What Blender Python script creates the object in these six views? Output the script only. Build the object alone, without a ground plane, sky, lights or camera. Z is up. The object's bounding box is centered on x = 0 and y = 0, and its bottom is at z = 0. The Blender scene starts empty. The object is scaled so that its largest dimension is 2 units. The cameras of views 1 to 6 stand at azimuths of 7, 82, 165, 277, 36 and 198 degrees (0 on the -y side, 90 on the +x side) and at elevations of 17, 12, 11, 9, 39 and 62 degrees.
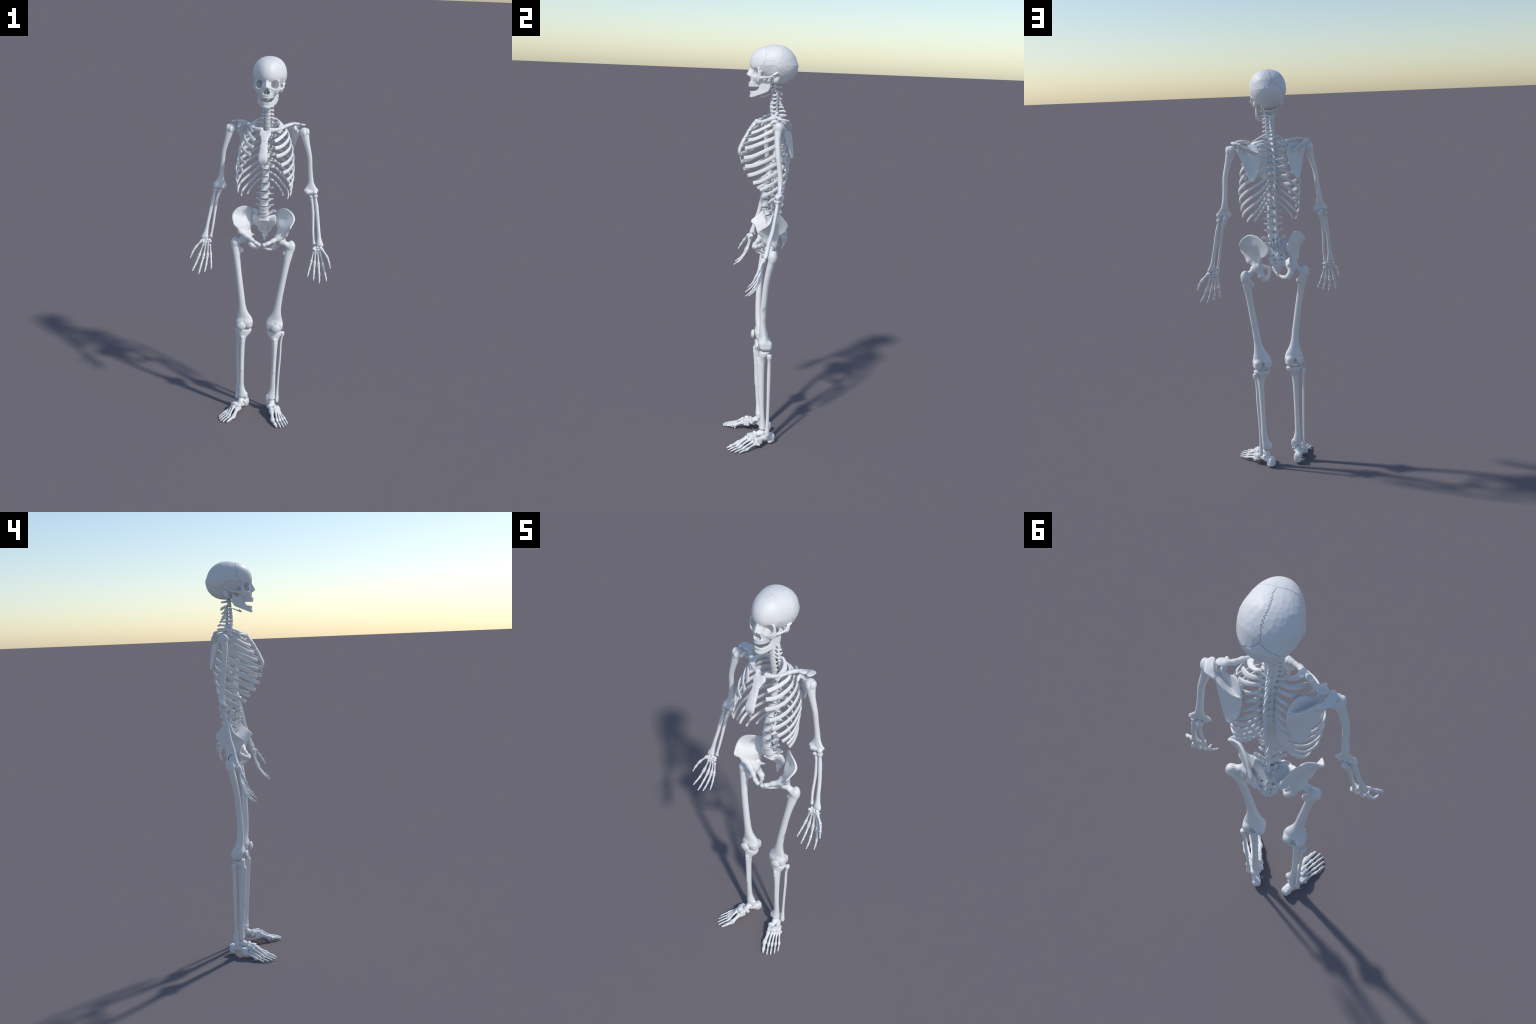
"""Standing human skeleton, built bone by bone from signed-distance solids
(smooth unions of cones, ellipsoids, lofts, walls and curved plates) and from
swept sections (ribs, finger and toe bones).  Left side is +x; paired bones are
built once and mirrored."""
import bpy, math
import numpy as np
from mathutils.kdtree import KDTree

f4 = np.float32
rng = np.random.default_rng(7)

# ------------------------------------------------------------------ SDF kit
def smin(a, b, k):
    h = np.clip(0.5 + 0.5 * (b - a) / k, 0, 1)
    return b * (1 - h) + a * h - k * h * (1 - h)

def smax(a, b, k):
    return -smin(-a, -b, k)

def union(k, *ds):
    d = ds[0]
    for e in ds[1:]:
        d = smin(d, e, k)
    return d

def cone(P, a, b, r1, r2, sx=1.0):
    """capsule with a linearly changing radius; sx > 1 flattens it in x"""
    a = np.array(a, f4); b = np.array(b, f4)
    Q = P
    if sx != 1.0:
        s = np.array([sx, 1, 1], f4)
        Q = P * s; a = a * s; b = b * s
    ab = b - a
    t = np.clip((Q - a) @ ab / max(float(ab @ ab), 1e-12), 0, 1)
    d = np.linalg.norm(Q - a - t[:, None] * ab, axis=1) - (r1 + (r2 - r1) * t)
    return d if sx == 1.0 else d / (0.5 + 0.5 * sx)

def chain(P, pts, k=0.004, sx=1.0):
    d = None
    for p, q in zip(pts[:-1], pts[1:]):
        e = cone(P, p[:3], q[:3], p[3], q[3], sx)
        d = e if d is None else smin(d, e, k)
    return d

def rotz(a):
    c, s = math.cos(a), math.sin(a)
    return np.array([[c, -s, 0], [s, c, 0], [0, 0, 1]], f4)

def rotx(a):
    c, s = math.cos(a), math.sin(a)
    return np.array([[1, 0, 0], [0, c, -s], [0, s, c]], f4)

def roty(a):
    c, s = math.cos(a), math.sin(a)
    return np.array([[c, 0, s], [0, 1, 0], [-s, 0, c]], f4)

def ell(P, c, r, R=None):
    q = P - np.array(c, f4)
    if R is not None:
        q = q @ R                      # columns of R are the local axes
    r = np.array(r, f4)
    k0 = np.linalg.norm(q / r, axis=1)
    k1 = np.linalg.norm(q / (r * r), axis=1)
    return k0 * (k0 - 1) / np.maximum(k1, 1e-9)

def box(P, c, r, rad, R=None):
    q = P - np.array(c, f4)
    if R is not None:
        q = q @ R
    q = np.abs(q) - (np.array(r, f4) - rad)
    return np.linalg.norm(np.maximum(q, 0), axis=1) + np.minimum(q.max(axis=1), 0) - rad

def spline(x, xs, ys):
    """C1 cubic through (xs, ys), xs ascending, clamped outside"""
    xs = np.array(xs, float); ys = np.array(ys, float)
    m = np.zeros_like(ys); s = np.diff(ys) / np.diff(xs)
    m[1:-1] = 0.5 * (s[:-1] + s[1:])
    flat = s[:-1] * s[1:] <= 0
    m[1:-1][flat] *= 0.35
    m[0] = s[0]; m[-1] = s[-1]
    x = np.clip(x, xs[0], xs[-1])
    i = np.clip(np.searchsorted(xs, x) - 1, 0, len(xs) - 2)
    h = xs[i + 1] - xs[i]; t = (x - xs[i]) / h
    return ((2*t**3 - 3*t**2 + 1) * ys[i] + (t**3 - 2*t**2 + t) * h * m[i]
            + (-2*t**3 + 3*t**2) * ys[i + 1] + (t**3 - t**2) * h * m[i + 1]).astype(f4)

def shaft(P, st, k=0.004, power=2.0, ang=0.0):
    """upright loft; stations (z, cx, cy, rx, ry) from low to high"""
    st = sorted(st); a = np.array(st)
    z = P[:, 2]
    cx, cy, rx, ry = (spline(z, a[:, 0], a[:, i]) for i in (1, 2, 3, 4))
    dx = P[:, 0] - cx; dy = P[:, 1] - cy
    if ang:
        c, s = math.cos(ang), math.sin(ang)
        dx, dy = c * dx + s * dy, -s * dx + c * dy
    q = (np.abs(dx / rx) ** power + np.abs(dy / ry) ** power) ** (1 / power)
    d = (q - 1) * np.minimum(rx, ry)
    zc = (a[0, 0] + a[-1, 0]) / 2; hz = (a[-1, 0] - a[0, 0]) / 2
    return smax(d, np.abs(z - zc) - hz, k)

def wall(P, st, r=0.003):
    """upright wall over a plan path; stations (x, y, zmid, half height, half thickness)"""
    d = None
    for p, q in zip(st[:-1], st[1:]):
        a = np.array(p[:2], f4); b = np.array(q[:2], f4); ab = b - a
        t = np.clip((P[:, :2] - a) @ ab / float(ab @ ab), 0, 1)
        dx = np.linalg.norm(P[:, :2] - a - t[:, None] * ab, axis=1)
        zc = p[2] + (q[2] - p[2]) * t; hz = p[3] + (q[3] - p[3]) * t; th = p[4] + (q[4] - p[4]) * t
        u = dx - (th - r); v = np.abs(P[:, 2] - zc) - (hz - r)
        e = np.hypot(np.maximum(u, 0), np.maximum(v, 0)) + np.minimum(np.maximum(u, v), 0) - r
        d = e if d is None else np.minimum(d, e)
    return d

def loop_spline(pts, n=6):
    p = np.array(pts, float); N = len(p); out = []
    for i in range(N):
        p0, p1, p2, p3 = p[i - 1], p[i], p[(i + 1) % N], p[(i + 2) % N]
        for t in np.arange(n) / n:
            out.append(0.5 * ((2 * p1) + (p2 - p0) * t + (2*p0 - 5*p1 + 4*p2 - p3) * t*t + (3*p1 - p0 - 3*p2 + p3) * t**3))
    return np.array(out)

def poly_sd(U, poly):
    """signed distance of 2D points to a closed polygon"""
    d = np.full(len(U), 1e9, f4); s = np.ones(len(U), f4)
    N = len(poly); poly = poly.astype(f4)
    for i in range(N):
        a = poly[i]; b = poly[i - 1]
        e = b - a; w = U - a
        t = np.clip(w @ e / max(float(e @ e), 1e-12), 0, 1)
        q = w - t[:, None] * e
        d = np.minimum(d, (q * q).sum(1))
        c1 = U[:, 1] >= a[1]; c2 = U[:, 1] < b[1]; c3 = e[0] * w[:, 1] > e[1] * w[:, 0]
        flip = (c1 & c2 & c3) | (~c1 & ~c2 & ~c3)
        s = np.where(flip, -s, s)
    return s * np.sqrt(d)

class Plate:
    """thin curved plate: 3D outline points (x, y, z, half thickness) + interior points"""
    def __init__(self, outline, inner=(), sub=5):
        o = np.array(outline, float); a = np.vstack([o, np.array(inner, float)]) if len(inner) else o
        self.c = o[:, :3].mean(0)
        _, _, vt = np.linalg.svd(a[:, :3] - self.c)
        self.B = vt.T
        loc = (a[:, :3] - self.c) @ self.B
        self.uv = loc[:, :2]
        n = len(a)
        K = self.kern(self.uv, self.uv) + 1e-9 * np.eye(n)
        A = np.hstack([np.ones((n, 1)), self.uv])
        M = np.block([[K, A], [A.T, np.zeros((3, 3))]])
        rhs = np.zeros((n + 3, 2)); rhs[:n, 0] = loc[:, 2]; rhs[:n, 1] = a[:, 3]
        self.w = np.linalg.solve(M, rhs)
        lo = (o[:, :3] - self.c) @ self.B
        self.poly = loop_spline(lo[:, :2], sub)
        self.tmin = a[:, 3].min() * 0.8; self.tmax = a[:, 3].max() * 1.15
        self.lo = self.poly.min(0) - .03; self.hi = self.poly.max(0) + .03
        # tabulate outline distance, height and thickness on a 1 mm grid
        self.st = .001
        n = np.ceil((self.hi - self.lo) / self.st).astype(int) + 1
        g = np.stack(np.meshgrid(*[self.lo[i] + np.arange(n[i]) * self.st for i in (0, 1)], indexing='ij'), -1).reshape(-1, 2)
        pd = poly_sd(g.astype(f4), self.poly)
        gc = np.clip(g, self.poly.min(0) - .008, self.poly.max(0) + .008)
        V = self.kern(gc, self.uv) @ self.w[:-3] + self.w[-3] + gc @ self.w[-2:]
        self.tab = np.stack([pd, V[:, 0], np.clip(V[:, 1], self.tmin, self.tmax)], -1).reshape(n[0], n[1], 3).astype(f4)
    @staticmethod
    def kern(p, q):
        r2 = ((p[:, None] - q[None]) ** 2).sum(2)
        return r2 * np.log(np.maximum(r2, 1e-14)) * 0.5
    def d(self, P):
        L = (P - self.c.astype(f4)) @ self.B.astype(f4)
        q = (L[:, :2] - self.lo) / self.st
        n = np.array(self.tab.shape[:2]) - 2
        qc = np.clip(q, 0, n + .999); i = np.minimum(qc.astype(np.int32), n); r = (qc - i).astype(f4)
        T = self.tab; a, b = i[:, 0], i[:, 1]; u, v = r[:, :1], r[:, 1:]
        S = (T[a, b] * (1 - u) + T[a + 1, b] * u) * (1 - v) + (T[a, b + 1] * (1 - u) + T[a + 1, b + 1] * u) * v
        out = np.linalg.norm(q - qc, axis=1) * self.st
        pd = S[:, 0] + out; t = S[:, 2]; dw = np.abs(L[:, 2] - S[:, 1])
        return (np.where(pd > -t, np.hypot(np.maximum(pd + t, 0), dw) - t, dw - t) * 0.9).astype(f4)

# ------------------------------------------------- surface nets (sparse)
def surface_nets(f, lo, hi, h, lip=1.5):
    lo = np.array(lo, float); hi = np.array(hi, float); S = 4
    nb = np.ceil((hi - lo) / (S * h)).astype(int)
    g = np.stack(np.meshgrid(*[np.arange(n) for n in nb], indexing='ij'), -1).reshape(-1, 3)
    cen = (lo + (g + 0.5) * S * h).astype(f4)
    dc = f(cen)
    act = (np.abs(dc) < S * h * 0.87 * lip).reshape(nb)
    sgn = np.where(dc < 0, -1, 1).astype(f4).reshape(nb)
    n = nb * S + 1
    D = np.ones(n, f4)
    big = np.repeat(np.repeat(np.repeat(sgn, S, 0), S, 1), S, 2)
    D[:-1, :-1, :-1] = big
    M = np.zeros(n, bool)
    ab = np.repeat(np.repeat(np.repeat(act, S, 0), S, 1), S, 2)
    for i in (0, 1):
        for j in (0, 1):
            for k in (0, 1):
                M[i:n[0]-1+i, j:n[1]-1+j, k:n[2]-1+k] |= ab
    idx = np.argwhere(M)
    vals = np.empty(len(idx), f4)
    for s in range(0, len(idx), 200000):
        vals[s:s+200000] = f((lo + idx[s:s+200000] * h).astype(f4))
    D[M] = vals
    neg = D < 0
    cn = np.zeros(n - 1, np.int8)
    for i in (0, 1):
        for j in (0, 1):
            for k in (0, 1):
                cn += neg[i:n[0]-1+i, j:n[1]-1+j, k:n[2]-1+k]
    cells = np.argwhere((cn > 0) & (cn < 8))
    vid = -np.ones(n - 1, np.int64)
    vid[tuple(cells.T)] = np.arange(len(cells))
    acc = np.zeros((len(cells), 3)); cnt = np.zeros(len(cells))
    for ax in range(3):
        o1, o2 = [a for a in range(3) if a != ax]
        for i in (0, 1):
            for j in (0, 1):
                p = cells.copy(); p[:, o1] += i; p[:, o2] += j
                q = p.copy(); q[:, ax] += 1
                a = D[tuple(p.T)]; b = D[tuple(q.T)]
                m = (a < 0) != (b < 0)
                t = a[m] / (a[m] - b[m])
                pt = p[m].astype(float); pt[:, ax] += t
                acc[m] += pt; cnt[m] += 1
    V = lo + (acc / cnt[:, None]) * h
    quads = []
    for ax in range(3):
        o1, o2 = (ax + 1) % 3, (ax + 2) % 3
        sl = [slice(None)] * 3; sl2 = [slice(None)] * 3
        sl[ax] = slice(0, -1); sl2[ax] = slice(1, None)
        a = neg[tuple(sl)]; b = neg[tuple(sl2)]
        e = np.argwhere(a != b)
        e = e[(e[:, o1] > 0) & (e[:, o2] > 0) & (e[:, o1] < n[o1]-1) & (e[:, o2] < n[o2]-1)]
        c = []
        for i, j in ((1, 1), (0, 1), (0, 0), (1, 0)):
            q = e.copy(); q[:, o1] -= i; q[:, o2] -= j
            c.append(vid[tuple(q.T)])
        Q = np.stack(c, 1)
        fl = a[tuple(e.T)]
        Q[~fl] = Q[~fl][:, ::-1]
        quads.append(Q[(Q >= 0).all(1)])
    F = np.vstack(quads)
    # even the vertices out, then pull them back onto the true surface
    s = np.zeros_like(V); k = np.zeros(len(V))
    for a, b in ((0, 1), (1, 2), (2, 3), (3, 0)):
        for x, y in ((a, b), (b, a)):
            k += np.bincount(F[:, x], minlength=len(V))
            for ax in range(3):
                s[:, ax] += np.bincount(F[:, x], V[F[:, y], ax], minlength=len(V))
    V = 0.5 * V + 0.5 * s / np.maximum(k, 1)[:, None]
    e = 0.4 * h
    p = V.astype(f4); d = f(p); g = np.empty_like(V)
    for ax in range(3):
        o = np.zeros(3, f4); o[ax] = e
        g[:, ax] = (f(p + o) - d) / e
    n2 = np.maximum((g * g).sum(1), 0.2)
    for it in range(2):
        st = -(d / n2)[:, None] * g
        L = np.linalg.norm(st, axis=1); st *= np.minimum(1, 0.5 * h / np.maximum(L, 1e-9))[:, None]
        V = V + st
        if it == 0:
            d = f(V.astype(f4))
    return V, F

# -------------------------------------------------------- scene and material
def bone_material():
    m = bpy.data.materials.new('bone')
    m.use_nodes = True
    nt = m.node_tree; N = nt.nodes; L = nt.links
    bs = N['Principled BSDF']
    tc = N.new('ShaderNodeTexCoord')
    no = N.new('ShaderNodeTexNoise'); no.inputs['Scale'].default_value = 22; no.inputs['Detail'].default_value = 4
    cr = N.new('ShaderNodeValToRGB')
    cr.color_ramp.elements[0].position = 0.3; cr.color_ramp.elements[1].position = 0.7
    cr.color_ramp.elements[0].color = (*BONE_A, 1); cr.color_ramp.elements[1].color = (*BONE_B, 1)
    L.new(tc.outputs['Object'], no.inputs['Vector']); L.new(no.outputs['Fac'], cr.inputs['Fac'])
    L.new(cr.outputs['Color'], bs.inputs['Base Color'])
    bs.inputs['Roughness'].default_value = 0.5
    bs.inputs['Specular IOR Level'].default_value = 0.5
    fi = N.new('ShaderNodeTexNoise'); fi.inputs['Scale'].default_value = 260; fi.inputs['Detail'].default_value = 3
    bu = N.new('ShaderNodeBump'); bu.inputs['Strength'].default_value = 0.05; bu.inputs['Distance'].default_value = 0.001
    L.new(tc.outputs['Object'], fi.inputs['Vector']); L.new(fi.outputs['Fac'], bu.inputs['Height'])
    L.new(bu.outputs['Normal'], bs.inputs['Normal'])
    return m

BONE_A = (0.797, 0.797, 0.797)
BONE_B = (0.812, 0.812, 0.812)
MAT = bone_material()
ROOT = bpy.data.objects.new('human_skeleton', None)
ROOT.empty_display_size = 0.2
bpy.context.scene.collection.objects.link(ROOT)
ROOT['label'] = 'white human skeleton standing upright with arms hanging'
ROOT['category'] = 'human skeleton'

def add_mesh(name, V, Q, parent=None, mirror=False, tris=None):
    V = np.array(V, float); Q = np.array(Q, np.int64)
    if mirror:
        V = V * [-1, 1, 1]; Q = Q[:, ::-1]
    c = (V.min(0) + V.max(0)) / 2
    me = bpy.data.meshes.new(name)
    n = Q.shape[1]
    me.vertices.add(len(V)); me.vertices.foreach_set('co', (V - c).astype(f4).ravel())
    me.loops.add(Q.size); me.loops.foreach_set('vertex_index', np.ascontiguousarray(Q).astype(np.int32).ravel())
    me.polygons.add(len(Q))
    me.polygons.foreach_set('loop_start', np.arange(0, Q.size, n, dtype=np.int32))
    me.polygons.foreach_set('use_smooth', np.ones(len(Q), bool))
    me.update(calc_edges=True); me.validate()
    me.materials.append(MAT)
    o = bpy.data.objects.new(name, me)
    o.location = c
    o.parent = parent or ROOT
    bpy.context.scene.collection.objects.link(o)
    return o

def bone(name, f, lo, hi, h, pair=False, parent=None, post=None):
    V, Q = surface_nets(f, lo, hi, h)
    if post:
        V = post(V, Q)
    pa = parent if isinstance(parent, (list, tuple)) else (parent, parent)
    o = add_mesh(name, V, Q, pa[0])
    if pair:
        add_mesh(name, V, Q, pa[1], mirror=True)
    return o

def sym(f):
    def g(P):
        P = P.copy(); P[:, 0] = np.abs(P[:, 0])
        return f(P)
    return g

# ------------------------------------------------------------------ skull
SK_C = (0.036, 1.905)                                  # sagittal centre (y, z)
SAG = [(-.073, 1.884), (-.079, 1.896), (-.081, 1.910), (-.078, 1.932), (-.066, 1.956), (-.039, 1.980),
       (.001, 1.994), (.037, 2.000), (.077, 1.996), (.103, 1.983), (.128, 1.960), (.144, 1.929),
       (.152, 1.905), (.147, 1.873), (.139, 1.857), (.120, 1.836), (.093, 1.821), (.066, 1.8165),
       (.035, 1.826), (.0, 1.838), (-.035, 1.858)]
_sag = np.array(SAG) - SK_C
_ang = np.arctan2(_sag[:, 1], _sag[:, 0]); _rad = np.hypot(_sag[:, 0], _sag[:, 1])
_o = np.argsort(_ang); _ang = _ang[_o]; _rad = _rad[_o]
_ang = np.concatenate([_ang - 2*np.pi, _ang, _ang + 2*np.pi]); _rad = np.tile(_rad, 3)

def cranium(P):
    y = P[:, 1] - SK_C[0]; z = P[:, 2] - SK_C[1]
    rs = spline(np.arctan2(z, y), _ang, _rad)
    rho = np.hypot(y, z)
    W = spline(P[:, 1], [-.09, -.06, -.03, .01, .05, .09, .16], [.066, .071, .077, .083, .0885, .089, .086])
    W = W * spline(P[:, 2], [1.81, 1.84, 1.87, 1.90, 1.93, 2.0], [.78, .865, .945, .99, 1.0, 1.0])
    p = 2.22
    q = ((rho / rs) ** p + (np.abs(P[:, 0]) / W) ** p) ** (1 / p)
    return (q - 1) * 0.085

def dens(st, n=4):
    """stations refined by a smooth curve"""
    a = np.array(st, float); u = np.arange(len(a)); v = np.linspace(0, len(a) - 1, (len(a) - 1) * n + 1)
    return np.stack([spline(v, u, a[:, i]) for i in range(a.shape[1])], 1)

ALVEOLAR = dens([(0, -.0770, 1.8105, .0100, .0055), (.0105, -.0750, 1.8105, .0100, .0055), (.0195, -.0670, 1.811, .0105, .0055), (.0262, -.0530, 1.811, .0105, .0055), (.0305, -.030, 1.812, .0105, .0055)], 3)

def skull_sdf(P):
    d = cranium(P)
    # hollow of the temple
    d = smax(d, -ell(P, (.086, -.030, 1.872), (.024, .030, .030)), .010)
    # face mask, hollowed behind the cheeks and under them
    fm = ell(P, (0, -.034, 1.853), (.0635, .0415, .046))
    fm = smin(fm, ell(P, (.0, -.0505, 1.827), (.0325, .0285, .0290)), .010)
    fm = smax(fm, -ell(P, (.068, -.003, 1.852), (.032, .0310, .045), rotz(-.25)), .006)
    fm = smax(fm, -ell(P, (.060, -.055, 1.802), (.024, .034, .019)), .006)
    fm = smax(fm, 1.806 - P[:, 2], .004)
    d = smin(d, fm, .005)
    d = smin(d, chain(P, [(.0500, -.0430, 1.8275, .0055), (.0570, -.0400, 1.8400, .0065)]), .006)
    # tooth ridge
    d = smin(d, wall(P, ALVEOLAR, .003), .009)
    # skull base between jaw and spine
    d = smin(d, box(P, (.012, -.008, 1.834), (.013, .024, .020), .006), .008)
    d = smin(d, ell(P, (0, .040, 1.824), (.030, .030, .010)), .008)
    # cheek arch
    d = smin(d, chain(P, [(.0570, -.036, 1.8430, .0075), (.0680, -.018, 1.8455, .0052), (.0755, .002, 1.8475, .0042), (.0765, .016, 1.8520, .0042), (.0755, .028, 1.860, .0045), (.0790, .044, 1.868, .0035)]), .004)
    d = smin(d, chain(P, [(.0585, -.0390, 1.850, .0055), (.0590, -.0420, 1.868, .0048), (.0560, -.0445, 1.886, .0045)]), .007)
    # orbit
    R = rotz(.30)
    d = smax(d, -ell(P, (.0385, -.0540, 1.8672), (.0205, .0480, .0215), R), .0035)
    d = smin(d, box(P, (.0, -.040, 1.862), (.0155, .028, .026), .006), .004)
    # nose
    nb = union(.004, cone(P, (0, -.0735, 1.887), (0, -.0893, 1.8575), .0058, .0055),
               cone(P, (.0085, -.069, 1.880), (.0125, -.0735, 1.850), .0055, .0060),
               cone(P, (.003, -.078, 1.870), (.0085, -.081, 1.853), .0060, .0060))
    d = smin(d, nb, .004)
    d = smax(d, -union(.005, ell(P, (.0060, -.080, 1.8285), (.0108, .038, .0115)), ell(P, (0, -.084, 1.8375), (.0085, .034, .0105))), .002)
    d = smin(d, box(P, (0, -.050, 1.832), (.0012, .016, .016), .001), .002)
    # nasal spine, pits over the front teeth, tooth stumps
    d = smin(d, box(P, (.004, -.0790, 1.8150), (.0045, .0045, .0035), .0015), .003)
    d = smax(d, -ell(P, (.0060, -.0840, 1.8105), (.0030, .0055, .0030)), .001)
    for x, y in ((.0042, -.0800), (.0110, -.0780), (.0172, -.0730), (.0222, -.0655)):
        d = smin(d, ell(P, (x, y, 1.8030), (.0038, .0036, .0042)), .0012)
    # mastoid, ear opening, styloid
    d = smin(d, ell(P, (.0600, .0420, 1.8390), (.0120, .0145, .0190), rotx(-.3)), .010)
    d = smax(d, -cone(P, (.085, .026, 1.853), (.060, .026, 1.853), .0045, .003), .003)
    d = smin(d, cone(P, (.046, .028, 1.835), (.042, .021, 1.812), .0032, .0016), .003)
    # palate hollow and a foramen under the orbit
    d = smax(d, -ell(P, (0, -.042, 1.799), (.0235, .030, .012)), .003)
    d = smax(d, -ell(P, (.034, -.068, 1.838), (.0024, .007, .0024)), .001)
    return d

def snap(f, pts):
    p = np.array(pts, f4)
    for _ in range(12):
        e = 1e-3; g = np.stack([f(p + np.eye(3, dtype=f4)[i] * e) - f(p - np.eye(3, dtype=f4)[i] * e) for i in range(3)], 1)
        g /= np.linalg.norm(g, axis=1)[:, None] + 1e-9
        p = p - g * f(p)[:, None] * .8
    return p

def dense(pts, n=10):
    p = np.array(pts, float); out = []
    for a, b in zip(p[:-1], p[1:]):
        for t in np.arange(n) / n:
            out.append(a + (b - a) * t)
    out.append(p[-1])
    return np.array(out)

def suture_lines():
    L = []
    # sagittal: zig-zag between the parietals
    n = 64
    y = np.linspace(.001, .140, n)
    z = spline(y, [.001, .037, .077, .103, .128, .142], [1.994, 2.0, 1.996, 1.983, 1.960, 1.938])
    amp = .0034 * np.clip((y - .012) / .02, 0, 1) * np.clip((.138 - y) / .01, 0, 1)
    sg = np.where((np.arange(n) // 2) % 2, 1, -1)
    x = amp * sg * rng.uniform(.25, 1, n) + .003 * np.sin(y * 60 + 1)* np.clip((y - .005) / .03, 0, 1) * np.clip((.138 - y) / .02, 0, 1)
    L.append(np.stack([x, y, z], 1))
    cor = dense([(0, .001, 1.994), (.030, -.004, 1.990), (.055, -.010, 1.975), (.068, -.012, 1.951), (.074, -.016, 1.925), (.075, -.022, 1.909), (.066, -.038, 1.895), (.058, -.050, 1.889)], 8)
    squ = dense([(.075, -.022, 1.898), (.08, -.007, 1.894), (.084, .012, 1.901), (.087, .034, 1.900), (.086, .054, 1.878), (.082, .071, 1.863), (.074, .087, 1.864)], 8)
    lam = dense([(0, .140, 1.940), (.012, .141, 1.928), (.022, .139, 1.916), (.034, .134, 1.911), (.046, .129, 1.897), (.058, .112, 1.880), (.069, .088, 1.865)], 10)
    for q in (cor, squ, lam):
        j = rng.normal(0, .0008, q.shape); j[0] = j[-1] = 0
        L.append(q + j); L.append((q + j[::-1]) * [-1, 1, 1])
    return L

FAC = None
def facets(V, Q):
    """broad flat facets on the vault, as on a coarsely cut model"""
    n = 420; i = np.arange(n) + .5
    ph = np.arccos(1 - 2 * i / n); th = np.pi * (1 + 5 ** .5) * i
    dr = np.stack([np.cos(th) * np.sin(ph), np.sin(th) * np.sin(ph), np.cos(ph)], 1) + rng.normal(0, .05, (n, 3))
    p = snap(cranium, np.array([0, .036, 1.905]) + dr * .09)
    e = 1e-3; g = np.stack([cranium((p + np.eye(3)[k] * e).astype(f4)) - cranium((p - np.eye(3)[k] * e).astype(f4)) for k in range(3)], 1)
    g /= np.linalg.norm(g, axis=1)[:, None]
    p = p - g * .0006
    on = np.argwhere((np.abs(cranium(V.astype(f4))) < .0012) & (V[:, 2] > 1.83)).ravel()
    for s in range(0, len(on), 3000):
        k = on[s:s+3000]
        near = ((V[k][:, None] - p[None]) ** 2).sum(2)
        sd = np.einsum('ijk,jk->ij', V[k][:, None] - p[None], g) - 1e6 * (near > .02 ** 2)
        j = sd.argmax(1); m = sd[np.arange(len(k)), j]
        fade = np.clip((V[k][:, 1] + .035) / .03, 0.15, 1)
        V[k] -= g[j] * (np.maximum(m, 0) * fade)[:, None]
    return V

def carve_sutures(o):
    """split the faces along the sutures and sink a narrow groove"""
    import bmesh
    me = o.data; c0 = np.array(o.location)
    lines = [dense(snap(cranium, L), 5) for L in suture_lines()]
    allp = np.vstack(lines) - c0
    kd = KDTree(len(allp))
    for i, q in enumerate(allp):
        kd.insert(q, i)
    kd.balance()
    def dist(X, r):
        best = np.full(len(X), 1e9)
        for i in np.argwhere(np.abs(cranium((X + c0).astype(f4))) < r).ravel():
            best[i] = kd.find(X[i])[2]
        return best
    X = np.empty(len(me.vertices) * 3, f4); me.vertices.foreach_get('co', X); X = X.reshape(-1, 3).astype(float)
    near = dist(X, .004) < .0034
    bm = bmesh.new(); bm.from_mesh(me)
    ed = [e for e in bm.edges if near[e.verts[0].index] and near[e.verts[1].index]]
    bmesh.ops.subdivide_edges(bm, edges=ed, cuts=2, use_grid_fill=True)
    bm.to_mesh(me); bm.free()
    X = np.empty(len(me.vertices) * 3, f4); me.vertices.foreach_get('co', X); X = X.reshape(-1, 3).astype(float)
    k = np.clip((.00115 - dist(X, .005)) / .0004, 0, 1)
    n = X + c0 - [0, .036, 1.90]; n /= np.linalg.norm(n, axis=1)[:, None]
    X -= n * (k * .0032)[:, None]
    me.vertices.foreach_set('co', X.astype(f4).ravel())
    me.update()

carve_sutures(bone('skull', sym(skull_sdf), (-.10, -.11, 1.79), (.10, .165, 2.01), .0014, post=facets))

JAW = dens([(0, -.0695, 1.7632, .0140, .0055), (.0105, -.0680, 1.7640, .0136, .0055), (.0205, -.0600, 1.7663, .0136, .0055),
            (.0295, -.0470, 1.7713, .0128, .0055), (.0375, -.0345, 1.7810, .0170, .005), (.0420, -.0285, 1.7990, .0330, .004),
            (.0445, -.0190, 1.7995, .0295, .0038), (.0470, -.0050, 1.8010, .0250, .0038), (.0490, .0050, 1.8110, .0280, .004), (.0500, .0130, 1.8215, .0245, .0035)], 3)
def jaw_sdf(P):
    d = wall(P, JAW, .003)
    d = smin(d, cone(P, (.044, .015, 1.842), (.056, .013, 1.842), .005, .005), .005)
    d = smin(d, ell(P, (0, -.069, 1.756), (.014, .008, .007)), .005)
    d = smin(d, chain(P, [(0, -.0735, 1.7755, .0028), (.0105, -.0720, 1.7755, .0028), (.0205, -.0640, 1.778, .003)]), .003)
    return d
bone('lower_jaw', sym(jaw_sdf), (-.065, -.09, 1.74), (.065, .03, 1.86), .0013)

def hyoid_sdf(P):
    d = chain(P, [(0, -.0185, 1.755, .0050), (.008, -.0165, 1.7555, .0042), (.014, -.005, 1.7585, .0025), (.019, .019, 1.770, .0022)])
    return smin(d, cone(P, (.009, -.014, 1.758), (.010, -.011, 1.764), .002, .0015), .002)
bone('hyoid_bone', sym(hyoid_sdf), (-.03, -.03, 1.74), (.03, .03, 1.78), .0011)

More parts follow.
